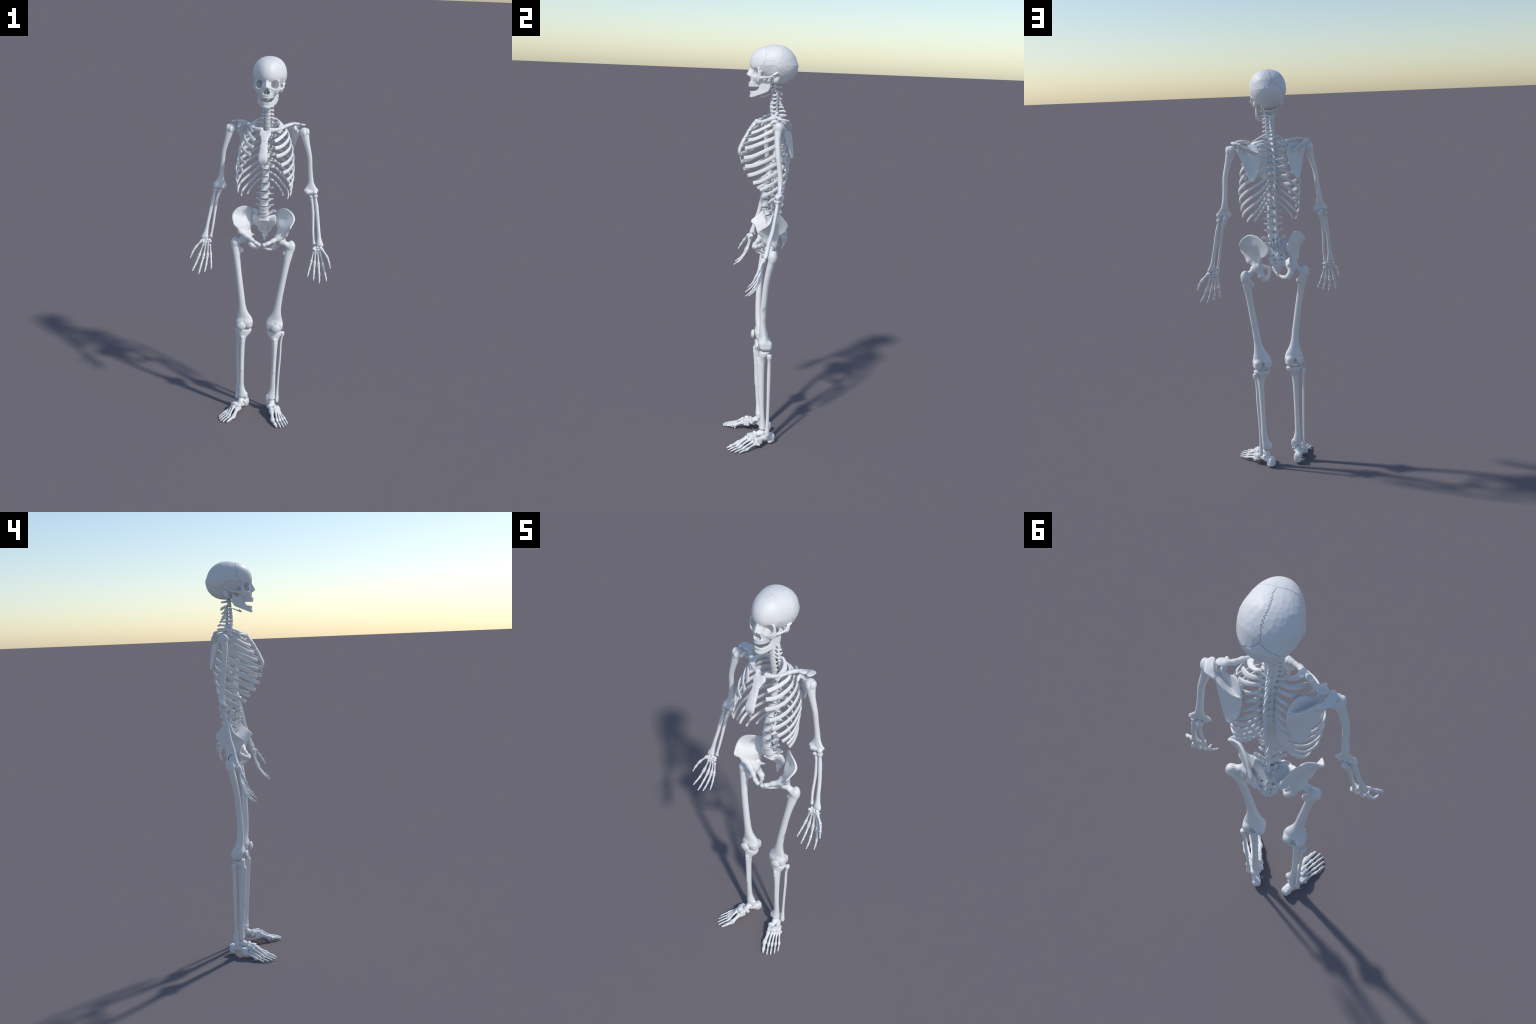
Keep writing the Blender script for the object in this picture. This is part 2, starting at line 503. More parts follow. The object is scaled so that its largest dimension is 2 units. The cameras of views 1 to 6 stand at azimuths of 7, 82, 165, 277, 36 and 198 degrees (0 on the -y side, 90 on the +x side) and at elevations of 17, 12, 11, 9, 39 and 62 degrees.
# ------------------------------------------------------------------ spine
# disc mid heights and the front edge of the bodies, from C2/C3 down to L5/S1
GAP_Z = [1.776, 1.758, 1.741, 1.7185, 1.6995, 1.6815, 1.662, 1.640, 1.617, 1.591, 1.563, 1.533, 1.501,
         1.472, 1.442, 1.411, 1.376, 1.341, 1.301, 1.262, 1.222, 1.182, 1.145]
GAP_Y = [.025, .0245, .0235, .022, .0225, .026, .029, .033, .038, .043, .047, .051, .050,
         .044, .035, .025, .016, .008, .001, -.002, .001, .013, .028]
# tips of the spinous processes (y, z), C3 down to L5
TIP = [(.081, 1.746), (.079, 1.731), (.085, 1.718), (.092, 1.7055), (.102, 1.6875),
       (.106, 1.668), (.113, 1.643), (.121, 1.612), (.126, 1.581), (.129, 1.549), (.131, 1.517), (.131, 1.486),
       (.130, 1.457), (.127, 1.429), (.122, 1.403), (.117, 1.374), (.112, 1.347),
       (.111, 1.309), (.111, 1.270), (.107, 1.233), (.101, 1.197), (.096, 1.168)]
LUMBAR_TP = [(.041, .054, 1.316), (.046, .052, 1.284), (.046, .044, 1.256), (.048, .048, 1.224), (.058, .056, 1.189)]

def vertebra_sdf(i):
    z1, z0 = GAP_Z[i], GAP_Z[i + 1]; y1, y0 = GAP_Y[i], GAP_Y[i + 1]
    kind = 'c' if i < 5 else 't' if i < 17 else 'l'
    u = i / 21.0
    zc = (z0 + z1) / 2; yf = (y0 + y1) / 2
    gap = .0020 if kind == 'c' else .0020 + .0042 * min(1, max(0, (i - 9) / 9))
    h = (z1 - z0) - gap
    depth = float(np.interp(i, [0, 5, 11, 17, 21], [.0165, .018, .026, .034, .036]))
    width = float(np.interp(i, [0, 5, 9, 16, 21], [.025, .031, .031, .041, .052]))
    tilt = math.atan2(y1 - y0, z1 - z0)
    yc = yf + depth / 2; yb = yf + depth
    R = rotx(tilt)
    ty, tz = TIP[i]
    can = {'c': .0150, 't': .0170, 'l': .0190}[kind]
    lx = {'c': .0165, 't': .0135, 'l': .0150}[kind] + (.004 * max(0, (i - 17) / 4))
    def f(P):
        q = (P - np.array([0, yc, zc], f4)) @ R.T
        w = 1 - .09 * (1 - np.clip(np.abs(q[:, 2]) / (h / 2), 0, 1) ** 2)
        w = w + .05 * np.clip((np.abs(q[:, 2]) / (h/2) - .75) / .25, 0, 1)
        e = np.sqrt((q[:, 0] / (width / 2)) ** 2 + (q[:, 1] / (depth / 2)) ** 2) / w
        d = smax((e - 1) * min(width, depth) / 2, np.abs(q[:, 2]) - h / 2, .002)
        r = {'c': .0030, 't': .0038, 'l': .0048}[kind]
        up = .12 * h if kind != 't' else .25 * h
        ped = (width * .33, yb - .003, zc + up); cor = (lx, yb + .011, zc + (0 if kind != 't' else .1 * h))
        d = smin(d, cone(P, ped, cor, r * 1.1, r * 1.1), .003)
        d = smin(d, cone(P, cor, (.001, yb + can + .003, zc - .22 * h), r * 1.15, r * 1.15), .003)
        hh = z1 - z0
        lo = -.50 if kind == 'c' else -.54
        d = smin(d, cone(P, (lx * .75, yb + .5 * can + .005, zc + .22 * hh), (lx * .62, yb + .5 * can + .008, zc + lo * hh), r * 1.15, r * 1.15), .004)
        d = smin(d, cone(P, (.0035, yb + can + .002, zc + .12 * hh), (.0035, yb + can + .004, zc + lo * hh), r * 1.1, r * 1.1), .004)
        ax = lx * (1.0 if kind != 't' else .95)
        d = smin(d, cone(P, (ax, yb + .012, zc + .46 * hh), (ax * .92, yb + .0145, zc - .50 * hh), r * (1.5 if kind == 'c' else 1.15), r * (1.4 if kind == 'c' else 1.1)), .0025)
        s0 = (0, yb + can + .002, zc - .2 * h)
        if kind == 'c':
            d = smin(d, chain(P, [(*s0, .0050), (0, ty - .012, tz + .004, .0046), (.0, ty - .0042, tz + .0005, .0046)], sx=1.4), .003)
            tpx = [.0285, .0285, .0295, .0300, .0325][i]
            d = smin(d, chain(P, [(width * .42, yb - .008, zc, .0032), (tpx - .004, yb - .005, zc - .004, .0042), (tpx - .004, yb + .004, zc - .003, .0042), (lx, yb + .010, zc + .001, .0045)]), .0025)
        elif kind == 't':
            d = smin(d, chain(P, [(0, s0[1], s0[2], .0085), (0, .5 * (s0[1] + ty), .5 * (s0[2] + tz) + .001, .0068), (0, ty - .0045, tz + .002, .0048)], sx=1.5), .003)
            k = i - 5
            tpx = float(np.interp(k, [0, 3, 8, 9, 10, 11], [.039, .036, .0365, .034, .028, .022]))
            tpy = yb + float(np.interp(k, [0, 1, 3, 5, 9, 11], [.009, .012, .024, .028, .028, .020]))
            tpz = zc + float(np.interp(k, [0, 1, 2, 5, 8, 11], [.010, .008, .013, .006, -.006, -.006]))
            d = smin(d, cone(P, (lx, yb + .011, zc + .05 * h), (tpx, tpy, tpz), .0058, .0066 if k < 10 else .0050), .003)
        else:
            d = smin(d, chain(P, [(0, s0[1] + .002, s0[2], .0095), (0, ty - .009, tz + .001, .0100), (0, ty - .0075, tz, .0090)], sx=2.6), .003)
            t = LUMBAR_TP[i - 17]
            rr = .0078 if i == 21 else .0050
            d = smin(d, chain(P, [(width * .40, yb + .002, zc + .15 * h, .006), (t[0] - .013, t[1] + .004, t[2] - .002, rr), (t[0] - .003, t[1], t[2], rr)], sx=1), .004)
            d = smin(d, cone(P, (lx + .002, yb + .016, zc + .30 * hh), (lx + .0025, yb + .014, zc + .52 * hh), .0055, .0048), .003)
        return d
    return sym(f), (yf, zc, yb, depth, width)

VERT = []
for i in range(22):
    f, info = vertebra_sdf(i)
    VERT.append(info)
    yf, zc, yb, dp, wd = info
    nm = 'cervical_vertebra' if i < 5 else 'thoracic_vertebra' if i < 17 else 'lumbar_vertebra'
    bone(nm, f, (-.076, yf - .006, min(TIP[i][1], zc) - .03), (.076, TIP[i][0] + .008, zc + .044), .0013)

def axis_sdf(P):
    d = shaft(P, [(1.777, 0, .0345, .0125, .0085), (1.786, 0, .0350, .0105, .0078), (1.795, 0, .0355, .009, .007), (1.803, 0, .0350, .0052, .0050), (1.815, 0, .0345, .0048, .0046)], .003)
    d = smin(d, ell(P, (.0145, .0385, 1.7945), (.009, .008, .0065)), .003)
    d = smin(d, chain(P, [(.012, .041, 1.789, .0045), (.017, .050, 1.783, .0045), (.010, .059, 1.780, .0045), (.002, .064, 1.778, .0048)]), .003)
    d = smin(d, chain(P, [(0, .062, 1.779, .0065), (0, .074, 1.773, .0062), (.0, .0795, 1.768, .0058)], sx=1.25), .003)
    d = smin(d, cone(P, (.017, .050, 1.783), (.0165, .052, 1.772), .0045, .0035), .003)
    return smin(d, cone(P, (.014, .040, 1.788), (.026, .043, 1.783), .004, .003), .003)
bone('cervical_vertebra', sym(axis_sdf), (-.035, .02, 1.76), (.035, .09, 1.82), .0012)

def atlas_sdf(P):
    d = chain(P, [(0, .0250, 1.806, .0042), (.010, .0275, 1.806, .0036), (.017, .034, 1.807, .005)])
    d = smin(d, ell(P, (.0185, .040, 1.807), (.008, .010, .0085)), .004)
    d = smin(d, chain(P, [(.018, .048, 1.806, .0042), (.020, .058, 1.804, .0038), (.012, .070, 1.803, .0038), (0, .0755, 1.8025, .0046)]), .003)
    return smin(d, chain(P, [(.022, .042, 1.806, .0045), (.031, .045, 1.805, .0045), (.0345, .046, 1.804, .0045)]), .003)
bone('cervical_vertebra', sym(atlas_sdf), (-.045, .015, 1.79), (.045, .085, 1.82), .0012)

# ------------------------------------------------------------------ sacrum
SAC = Plate([(0, .048, 1.152, .012), (.028, .0495, 1.160, .012), (.050, .054, 1.167, .007), (.062, .059, 1.160, .006), (.066, .069, 1.134, .009),
             (.062, .082, 1.108, .009), (.050, .091, 1.094, .008), (.041, .102, 1.084, .007), (.036, .114, 1.064, .006), (.024, .120, 1.051, .004),
             (.012, .121, 1.042, .004), (.018, .120, 1.033, .003), (.009, .117, 1.026, .004), (.006, .112, 1.012, .004), (0, .108, 1.003, .004)]
            + [(-.006, .112, 1.012, .004), (-.009, .117, 1.026, .004), (-.018, .120, 1.033, .003), (-.012, .121, 1.042, .004), (-.024, .120, 1.051, .004),
               (-.036, .114, 1.064, .006), (-.041, .102, 1.084, .007), (-.050, .091, 1.094, .008), (-.062, .082, 1.108, .009), (-.066, .069, 1.134, .009),
               (-.062, .059, 1.160, .006), (-.050, .054, 1.167, .007), (-.028, .0495, 1.160, .012)],
            [(0, .079, 1.120, .013), (0, .106, 1.090, .011), (0, .120, 1.065, .008), (.032, .085, 1.115, .011), (-.032, .085, 1.115, .011)], 4)
def sacrum_sdf(P):
    d = SAC.d(P)
    q = P.copy(); q[:, 0] = np.abs(q[:, 0])
    d = smin(d, box(q, (0, .042, 1.136), (.025, .017, .007), .005, rotx(-.55)), .008)
    d = smin(d, chain(q, [(.014, .086, 1.150, .005), (.015, .082, 1.160, .0045)]), .004)
    for y, z, r in ((.098, 1.132, .0085), (.116, 1.113, .0090), (.1285, 1.092, .0075), (.1315, 1.072, .006), (.129, 1.055, .005)):
        d = smin(d, ell(q, (0, y, z), (.005, r, .009)), .005)
    for x, y, z in ((.027, .110, 1.118), (.025, .122, 1.100), (.021, .127, 1.082)):
        d = smin(d, ell(q, (x + .006, y - .006, z + .008), (.005, .005, .005)), .004)
    for a, b, r in (((.017, .075, 1.083), (.0215, .140, 1.130), .0042), ((.0165, .080, 1.054), (.0200, .140, 1.104), .0042), ((.0150, .09, 1.048), (.0165, .14, 1.078), .0030), ((.0280, .115, 1.136), (.030, .150, 1.150), .0050)):
        d = smax(d, -cone(q, a, b, r, r), .002)
    return d
bone('sacrum', sacrum_sdf, (-.075, .02, .99), (.075, .145, 1.18), .0015)

# ------------------------------------------------------------------ hip bones
ILIUM = Plate([(.044, .127, 1.140, .007), (.049, .121, 1.154, .0065), (.059, .109, 1.167, .006), (.071, .094, 1.184, .0055), (.090, .072, 1.200, .0055), (.115, .048, 1.2085, .0055), (.136, .036, 1.2025, .0055),
               (.151, .030, 1.1925, .006), (.1625, .024, 1.178, .0065), (.168, .013, 1.162, .0065), (.1645, -.006, 1.146, .006), (.1535, -.031, 1.125, .006),
               (.1490, -.0260, 1.111, .007), (.1395, -.0105, 1.097, .009), (.1350, -.0055, 1.084, .011), (.128, .003, 1.064, .011), (.112, .024, 1.055, .011), (.092, .048, 1.064, .011), (.077, .074, 1.086, .008), (.058, .106, 1.102, .008), (.048, .121, 1.120, .0075)],
              [(.1060, .0585, 1.150, .0036), (.1290, .0400, 1.168, .0036), (.0795, .0785, 1.150, .0060), (.1070, .0330, 1.100, .011), (.1265, .0160, 1.115, .0070), (.0965, .0650, 1.18, .0042), (.087, .0540, 1.11, .009)])
def hip_sdf(P):
    d = ILIUM.d(P)
    c = np.array([.099, .035, 1.031])                  # hip joint centre
    ax = np.array([.80, -.38, -.46]); ax /= np.linalg.norm(ax)
    d = smin(d, ell(P, c - ax * .012, (.030, .031, .032)), .012)
    # upper branch of the pubis, its body, lower branch, sit bone
    d = smin(d, chain(P, [(.118, .016, 1.072, .015), (.090, .014, 1.052, .0150), (.058, -.004, 1.037, .0105), (.032, -.022, 1.025, .0090), (.0150, -.0275, 1.0185, .0100)], .010), .010)
    d = smin(d, chain(P, [(.0125, -.028, 1.018, .0085), (.0125, -.014, 1.002, .0085)]), .006)
    d = smin(d, chain(P, [(.014, -.012, 1.000, .008), (.028, .018, .984, .0075), (.045, .048, .977, .0095)], .006), .006)
    d = smin(d, chain(P, [(.045, .050, .976, .009), (.060, .066, .982, .0135), (.076, .064, 1.000, .0150), (.082, .056, 1.030, .015)], .008), .008)
    d = smin(d, chain(P, [(.078, .066, 1.050, .010), (.064, .081, 1.043, .006), (.056, .0865, 1.041, .003)]), .006)
    d = smin(d, chain(P, [(.080, .072, 1.078, .009), (.082, .058, 1.045, .013)]), .010)
    d = smax(d, -ell(P, (.046, .018, 1.006), (.019, .024, .0125), rotx(-.75)), .006)
    # socket
    q = P - c.astype(f4); s = np.linalg.norm(q, axis=1)
    d = smax(d, -(s - .0275), .003)
    a = q @ ax.astype(f4)
    return smax(d, np.where(s < .045, a - .010, -1).astype(f4), .003)
bone('hip_bone', hip_sdf, (-.002, -.045, .955), (.185, .145, 1.225), .0017, pair=True)

# ------------------------------------------------------------------ legs
def femur_sdf(P):
    d = shaft(P, [(.548, .0845, .030, .0440, .0270), (.560, .0845, .029, .0445, .0255), (.577, .0855, .0270, .0410, .0225), (.593, .0890, .0240, .0335, .0205), (.615, .0940, .0205, .0255, .0185), (.644, .0980, .0180, .0202, .0168), (.697, .1045, .0165, .0178, .0156),
                  (.756, .113, .0178, .0168, .0150), (.864, .1295, .0235, .0165, .0150), (.915, .1375, .031, .0185, .0163), (.945, .142, .0365, .0215, .0175), (.985, .150, .044, .0220, .0180)], .012)
    d = smin(d, ell(P, (.157, .046, 1.000), (.0195, .021, .027)), .012)
    d = smin(d, ell(P, (.153, .052, 1.016), (.0135, .0125, .0155)), .006)
    d = smin(d, cone(P, (.146, .042, .998), (.106, .036, 1.026), .0165, .0140), .012)
    d = smin(d, ell(P, (.0985, .035, 1.031), (.0250, .0250, .0250)), .004)
    d = smin(d, chain(P, [(.152, .058, .999, .008), (.137, .058, .978, .0075), (.121, .048, .957, .0095)]), .012)
    d = smin(d, ell(P, (.1190, .049, .957), (.0095, .0095, .0130)), .010)
    # condyles with the notch behind
    d = smin(d, box(P, (.1110, .0365, .5385), (.0190, .0305, .0245), .0180), .010)
    d = smin(d, box(P, (.0585, .0365, .5390), (.0190, .0305, .0250), .0180), .010)
    d = smin(d, ell(P, (.0865, .019, .549), (.036, .0190, .0290)), .012)
    d = smax(d, -cone(P, (.0855, .066, .510), (.0855, .068, .560), .0125, .010), .006)
    d = smax(d, -cone(P, (.0855, .035, .505), (.0855, .060, .520), .009, .010), .006)
    return smax(d, -cone(P, (.0865, -.010, .520), (.0865, -.008, .570), .010, .008), .008)
bone('thigh_bone', femur_sdf, (.02, -.02, .50), (.19, .085, 1.07), .0019, pair=True)

def patella_sdf(P):
    q = P - np.array([.0965, -.0080, .5345], f4)
    d = ((np.abs(q[:, 0] / .0248) ** 1.7 + np.abs(q[:, 2] / .0240) ** 1.7 + np.abs(q[:, 1] / .0105) ** 2.0) ** .55 - 1) * .0105
    return smax(d, P[:, 1] - .0010, .004)
bone('kneecap', patella_sdf, (.065, -.03, .495), (.12, .015, .57), .0014, pair=True)

def tibia_sdf(P):
    d = shaft(P, [(.084, .0835, .0395, .0230, .0185), (.096, .0825, .039, .0235, .0185), (.110, .0838, .0382, .0215, .0170), (.1455, .0895, .0350, .0158, .0128), (.20, .0905, .030, .0132, .0125), (.261, .0909, .0266, .0128, .0132),
                  (.373, .0918, .0222, .0142, .0145), (.430, .0920, .0200, .0168, .0170), (.456, .0905, .0215, .0205, .0190), (.472, .0880, .0255, .0290, .0230), (.486, .0865, .0295, .0385, .0272), (.506, .0860, .0320, .0440, .0295)], .005)
    d = smin(d, chain(P, [(.0905, .003, .462, .008), (.0905, .004, .440, .0065), (.093, .010, .373, .004), (.092, .0155, .26, .003)], .006), .010)
    d = smin(d, chain(P, [(.064, .038, .100, .011), (.0625, .037, .084, .0095), (.064, .038, .076, .0075)]), .006)
    d = smin(d, ell(P, (.0855, .034, .507), (.007, .010, .006)), .004)
    d = smax(d, -ell(P, (.089, .039, .074), (.021, .022, .0120)), .003)
    d = smax(d, -ell(P, (.086, .068, .492), (.014, .010, .02)), .008)
    return d
bone('shin_bone', tibia_sdf, (.035, -.012, .06), (.138, .07, .52), .0018, pair=True)

def fibula_sdf(P):
    d = shaft(P, [(.054, .1175, .0605, .006, .007), (.062, .1165, .060, .0088, .0105), (.080, .116, .059, .0098, .0112), (.1000, .1155, .059, .0085, .0095), (.1366, .1158, .0588, .0066, .0082), (.25, .1186, .0576, .0058, .0080), (.36, .1227, .0557, .0058, .0090),
                  (.4443, .1238, .0545, .0060, .0085), (.466, .1270, .0540, .0075, .0088), (.482, .1295, .0535, .0105, .0120), (.493, .1295, .0530, .0105, .0120), (.499, .1295, .055, .006, .007)], .004)
    return d
bone('calf_bone', fibula_sdf, (.10, .035, .045), (.15, .08, .51), .0014, pair=True)

# ------------------------------------------------------------------ arms
def humerus_sdf(P):
    d = shaft(P, [(1.312, .245, .0505, .032, .0078), (1.322, .245, .051, .0330, .0082), (1.338, .2435, .053, .0235, .0090), (1.355, .2415, .0550, .0160, .0108), (1.3724, .2400, .0555, .0135, .0118), (1.432, .2336, .0503, .0115, .0118), (1.4953, .2280, .0425, .0120, .0122),
                  (1.540, .2170, .0393, .0140, .0128), (1.568, .2085, .0387, .0160, .0138), (1.598, .2000, .0410, .0200, .0170), (1.615, .1965, .0425, .021, .018)], .010)
    d = smin(d, ell(P, (.1910, .0465, 1.6220), (.0235, .0235, .0245)), .006)
    d = smin(d, ell(P, (.2075, .0430, 1.6235), (.0120, .0180, .0205)), .005)
    d = smin(d, ell(P, (.1935, .0270, 1.6185), (.0085, .0080, .0140)), .005)
    # epicondyles, trochlea and capitulum, olecranon pit
    d = smin(d, cone(P, (.228, .049, 1.314), (.2145, .0475, 1.312), .0085, .0065), .008)
    d = smin(d, cone(P, (.262, .052, 1.316), (.2745, .0545, 1.315), .0080, .0065), .008)
    d = smin(d, cone(P, (.227, .044, 1.3045), (.250, .0445, 1.3065), .0118, .0088), .005)
    d = smin(d, ell(P, (.266, .0425, 1.3065), (.0125, .0110, .0110)), .005)
    return smax(d, -ell(P, (.2445, .0655, 1.326), (.0105, .0095, .0120)), .004)
bone('upper_arm_bone', humerus_sdf, (.16, .01, 1.285), (.295, .08, 1.66), .0016, pair=True)

def radius_sdf(P):
    d = shaft(P, [(1.031, .3105, -.0100, .0185, .0105), (1.040, .3105, -.0085, .0180, .0115), (1.056, .3075, -.0037, .0135, .0108), (1.075, .3045, .0015, .0105, .0095), (1.099, .301, .0065, .0090, .0088), (1.153, .2927, .0215, .0087, .0085), (1.2075, .284, .0305, .0094, .0080),
                  (1.245, .2775, .0370, .0092, .0084), (1.264, .2740, .0395, .0076, .0074), (1.280, .2705, .0420, .0072, .0072)], .004)
    d = smin(d, shaft(P, [(1.280, .270, .0425, .0098, .0098), (1.287, .270, .0430, .0120, .0120), (1.2945, .270, .0430, .0122, .0122)], .0025), .004)
    return smin(d, cone(P, (.322, -.0105, 1.036), (.3245, -.0115, 1.031), .0060, .0040), .005)
bone('forearm_radius', radius_sdf, (.25, -.03, 1.02), (.335, .065, 1.30), .0014, pair=True)

def ulna_sdf(P):
    d = shaft(P, [(1.036, .279, -.0050, .0085, .0085), (1.046, .2780, -.0040, .0075, .0078), (1.060, .2755, -.0018, .0060, .0062), (1.097, .2705, .0065, .0062, .0066), (1.150, .2663, .0220, .0064, .0070), (1.206, .2620, .0345, .0082, .0090),
                  (1.245, .2560, .0440, .0082, .0110), (1.270, .2505, .0490, .0108, .0130), (1.285, .2475, .0510, .0125, .0140)], .005)
    d = smin(d, chain(P, [(.2460, .0560, 1.280, .0100), (.2435, .0630, 1.298, .0105), (.2430, .0625, 1.3045, .0085), (.2430, .0560, 1.3105, .0050)]), .006)
    d = smin(d, cone(P, (.2460, .044, 1.282), (.2440, .0320, 1.287), .0085, .0055), .006)
    d = smax(d, -cone(P, (.225, .0445, 1.3050), (.270, .0445, 1.3060), .0125, .0105), .002)
    return smin(d, cone(P, (.2760, .0010, 1.036), (.2745, .0020, 1.029), .0035, .0025), .003)
bone('forearm_ulna', ulna_sdf, (.225, -.02, 1.02), (.295, .08, 1.325), .0014, pair=True)

# ------------------------------------------------------------------ shoulder
def clavicle_sdf(P):
    d = chain(P, [(.0225, -.0350, 1.6350, .0128), (.033, -.0325, 1.6358, .0100), (.0474, -.0275, 1.6370, .0080), (.0755, -.0110, 1.6425, .0080), (.100, .0150, 1.6550, .0084),
                  (.118, .0340, 1.6600, .0084), (.138, .0450, 1.6630, .0074)], .006)
    d = smin(d, ell(P, (.1485, .0470, 1.6645), (.0200, .0155, .0062), rotz(.15)), .008)
    return smax(d, .0135 - P[:, 0], .003)
bone('collar_bone', clavicle_sdf, (.008, -.055, 1.615), (.18, .075, 1.68), .0014, pair=True)

BLADE = Plate([(.096, .0765, 1.650, .003), (.083, .0890, 1.645, .0035), (.0715, .104, 1.626, .0035), (.0672, .1165, 1.597, .0035), (.0685, .1250, 1.569, .0035), (.0760, .129, 1.5325, .0035), (.088, .1305, 1.504, .004),
               (.101, .1290, 1.481, .005), (.113, .1250, 1.472, .006), (.1226, .1185, 1.480, .0055), (.1335, .1085, 1.508, .005), (.1450, .0965, 1.545, .0055), (.1545, .084, 1.575, .0065), (.162, .072, 1.600, .007),
               (.160, .058, 1.628, .007), (.148, .050, 1.637, .006), (.135, .060, 1.636, .0035), (.123, .066, 1.641, .0028), (.110, .069, 1.647, .0028)],
              [(.110, .101, 1.570, .0028), (.092, .111, 1.585, .0028), (.100, .113, 1.535, .0028), (.130, .083, 1.595, .0035), (.105, .085, 1.622, .0026)])
SPINE = Plate([(.072, .1135, 1.608, .0030), (.090, .1175, 1.6125, .0045), (.1057, .1190, 1.6195, .0055), (.122, .1150, 1.631, .0050), (.1367, .1075, 1.6400, .0050), (.152, .0995, 1.646, .0052), (.1673, .0930, 1.6505, .0052),
               (.163, .080, 1.642, .004), (.150, .074, 1.630, .0035), (.130, .084, 1.618, .0030), (.105, .096, 1.607, .003), (.082, .108, 1.602, .0028)])
ACROMION = Plate([(.155, .0985, 1.648, .0045), (.170, .0970, 1.651, .0045), (.187, .0910, 1.654, .0045), (.1935, .078, 1.6565, .0042), (.1945, .062, 1.659, .0040), (.1925, .046, 1.6605, .0038), (.184, .0370, 1.6615, .0036), (.1725, .0400, 1.662, .0036), (.1690, .055, 1.661, .0038), (.1650, .070, 1.658, .0040), (.157, .086, 1.650, .0045)])
def scapula_sdf(P):
    d = BLADE.d(P)
    d = smin(d, SPINE.d(P), .006)
    d = smin(d, ACROMION.d(P), .006)
    R = rotz(-.62)
    d = smin(d, ell(P, (.1600, .0640, 1.6160), (.0085, .0135, .0200), R), .008)
    d = smin(d, cone(P, (.146, .074, 1.612), (.160, .065, 1.616), .009, .012), .008)
    d = smax(d, -ell(P, (.1910, .0465, 1.6220), (.0250, .0250, .0260)), .002)
    return smin(d, chain(P, [(.148, .052, 1.632, .0085), (.1440, .034, 1.647, .0075), (.1445, .024, 1.6465, .0068), (.1485, .0135, 1.638, .0062)], .006), .006)
bone('shoulder_blade', scapula_sdf, (.055, .0, 1.46), (.21, .14, 1.675), .0015, pair=True)

# ------------------------------------------------------------------ breastbone
STERN = Plate([(0, -.0455, 1.632, .0075), (.013, -.0450, 1.635, .0080), (.0265, -.0470, 1.632, .0080), (.0325, -.0545, 1.616, .0075), (.0225, -.0665, 1.599, .0068), (.0165, -.0750, 1.588, .0068), (.0185, -.0865, 1.566, .0062),
               (.0200, -.0970, 1.545, .0062), (.0225, -.1070, 1.522, .0062), (.0240, -.1150, 1.502, .0062), (.0225, -.1175, 1.486, .0062), (.0150, -.1165, 1.475, .0062), (.006, -.1130, 1.466, .004), (.0045, -.1100, 1.452, .003), (0, -.1090, 1.448, .003)]
              + [(-.0045, -.1100, 1.452, .003), (-.006, -.1130, 1.466, .004), (-.0150, -.1165, 1.475, .0062), (-.0225, -.1175, 1.486, .0062), (-.0240, -.1150, 1.502, .0062), (-.0225, -.1070, 1.522, .0062), (-.0200, -.0970, 1.545, .0062),
                 (-.0185, -.0865, 1.566, .0062), (-.0165, -.0750, 1.588, .0068), (-.0225, -.0665, 1.599, .0068), (-.0325, -.0545, 1.616, .0075), (-.0265, -.0470, 1.632, .0080), (-.013, -.0450, 1.635, .0080)],
              [(0, -.062, 1.610, .0080), (0, -.1000, 1.545, .0075), (0, -.1185, 1.497, .0075)], 1)
def sternum_sdf(P):
    d = STERN.d(P)
    q = P.copy(); q[:, 0] = np.abs(q[:, 0])
    for y, z, x in ((-.076, 1.590, .018), (-.0895, 1.562, .020), (-.1000, 1.538, .0215), (-.1100, 1.515, .0235)):
        d = smin(d, cone(q, (0, y - .0028, z), (x - .002, y - .0015, z), .0035, .0030), .005)
        for zz in (z + .012, ):
            d = smax(d, -ell(q, (x + .0075, y + .004, zz), (.006, .006, .0065)), .003)
    return d
bone('breastbone', sternum_sdf, (-.04, -.135, 1.44), (.04, -.03, 1.65), .0014)

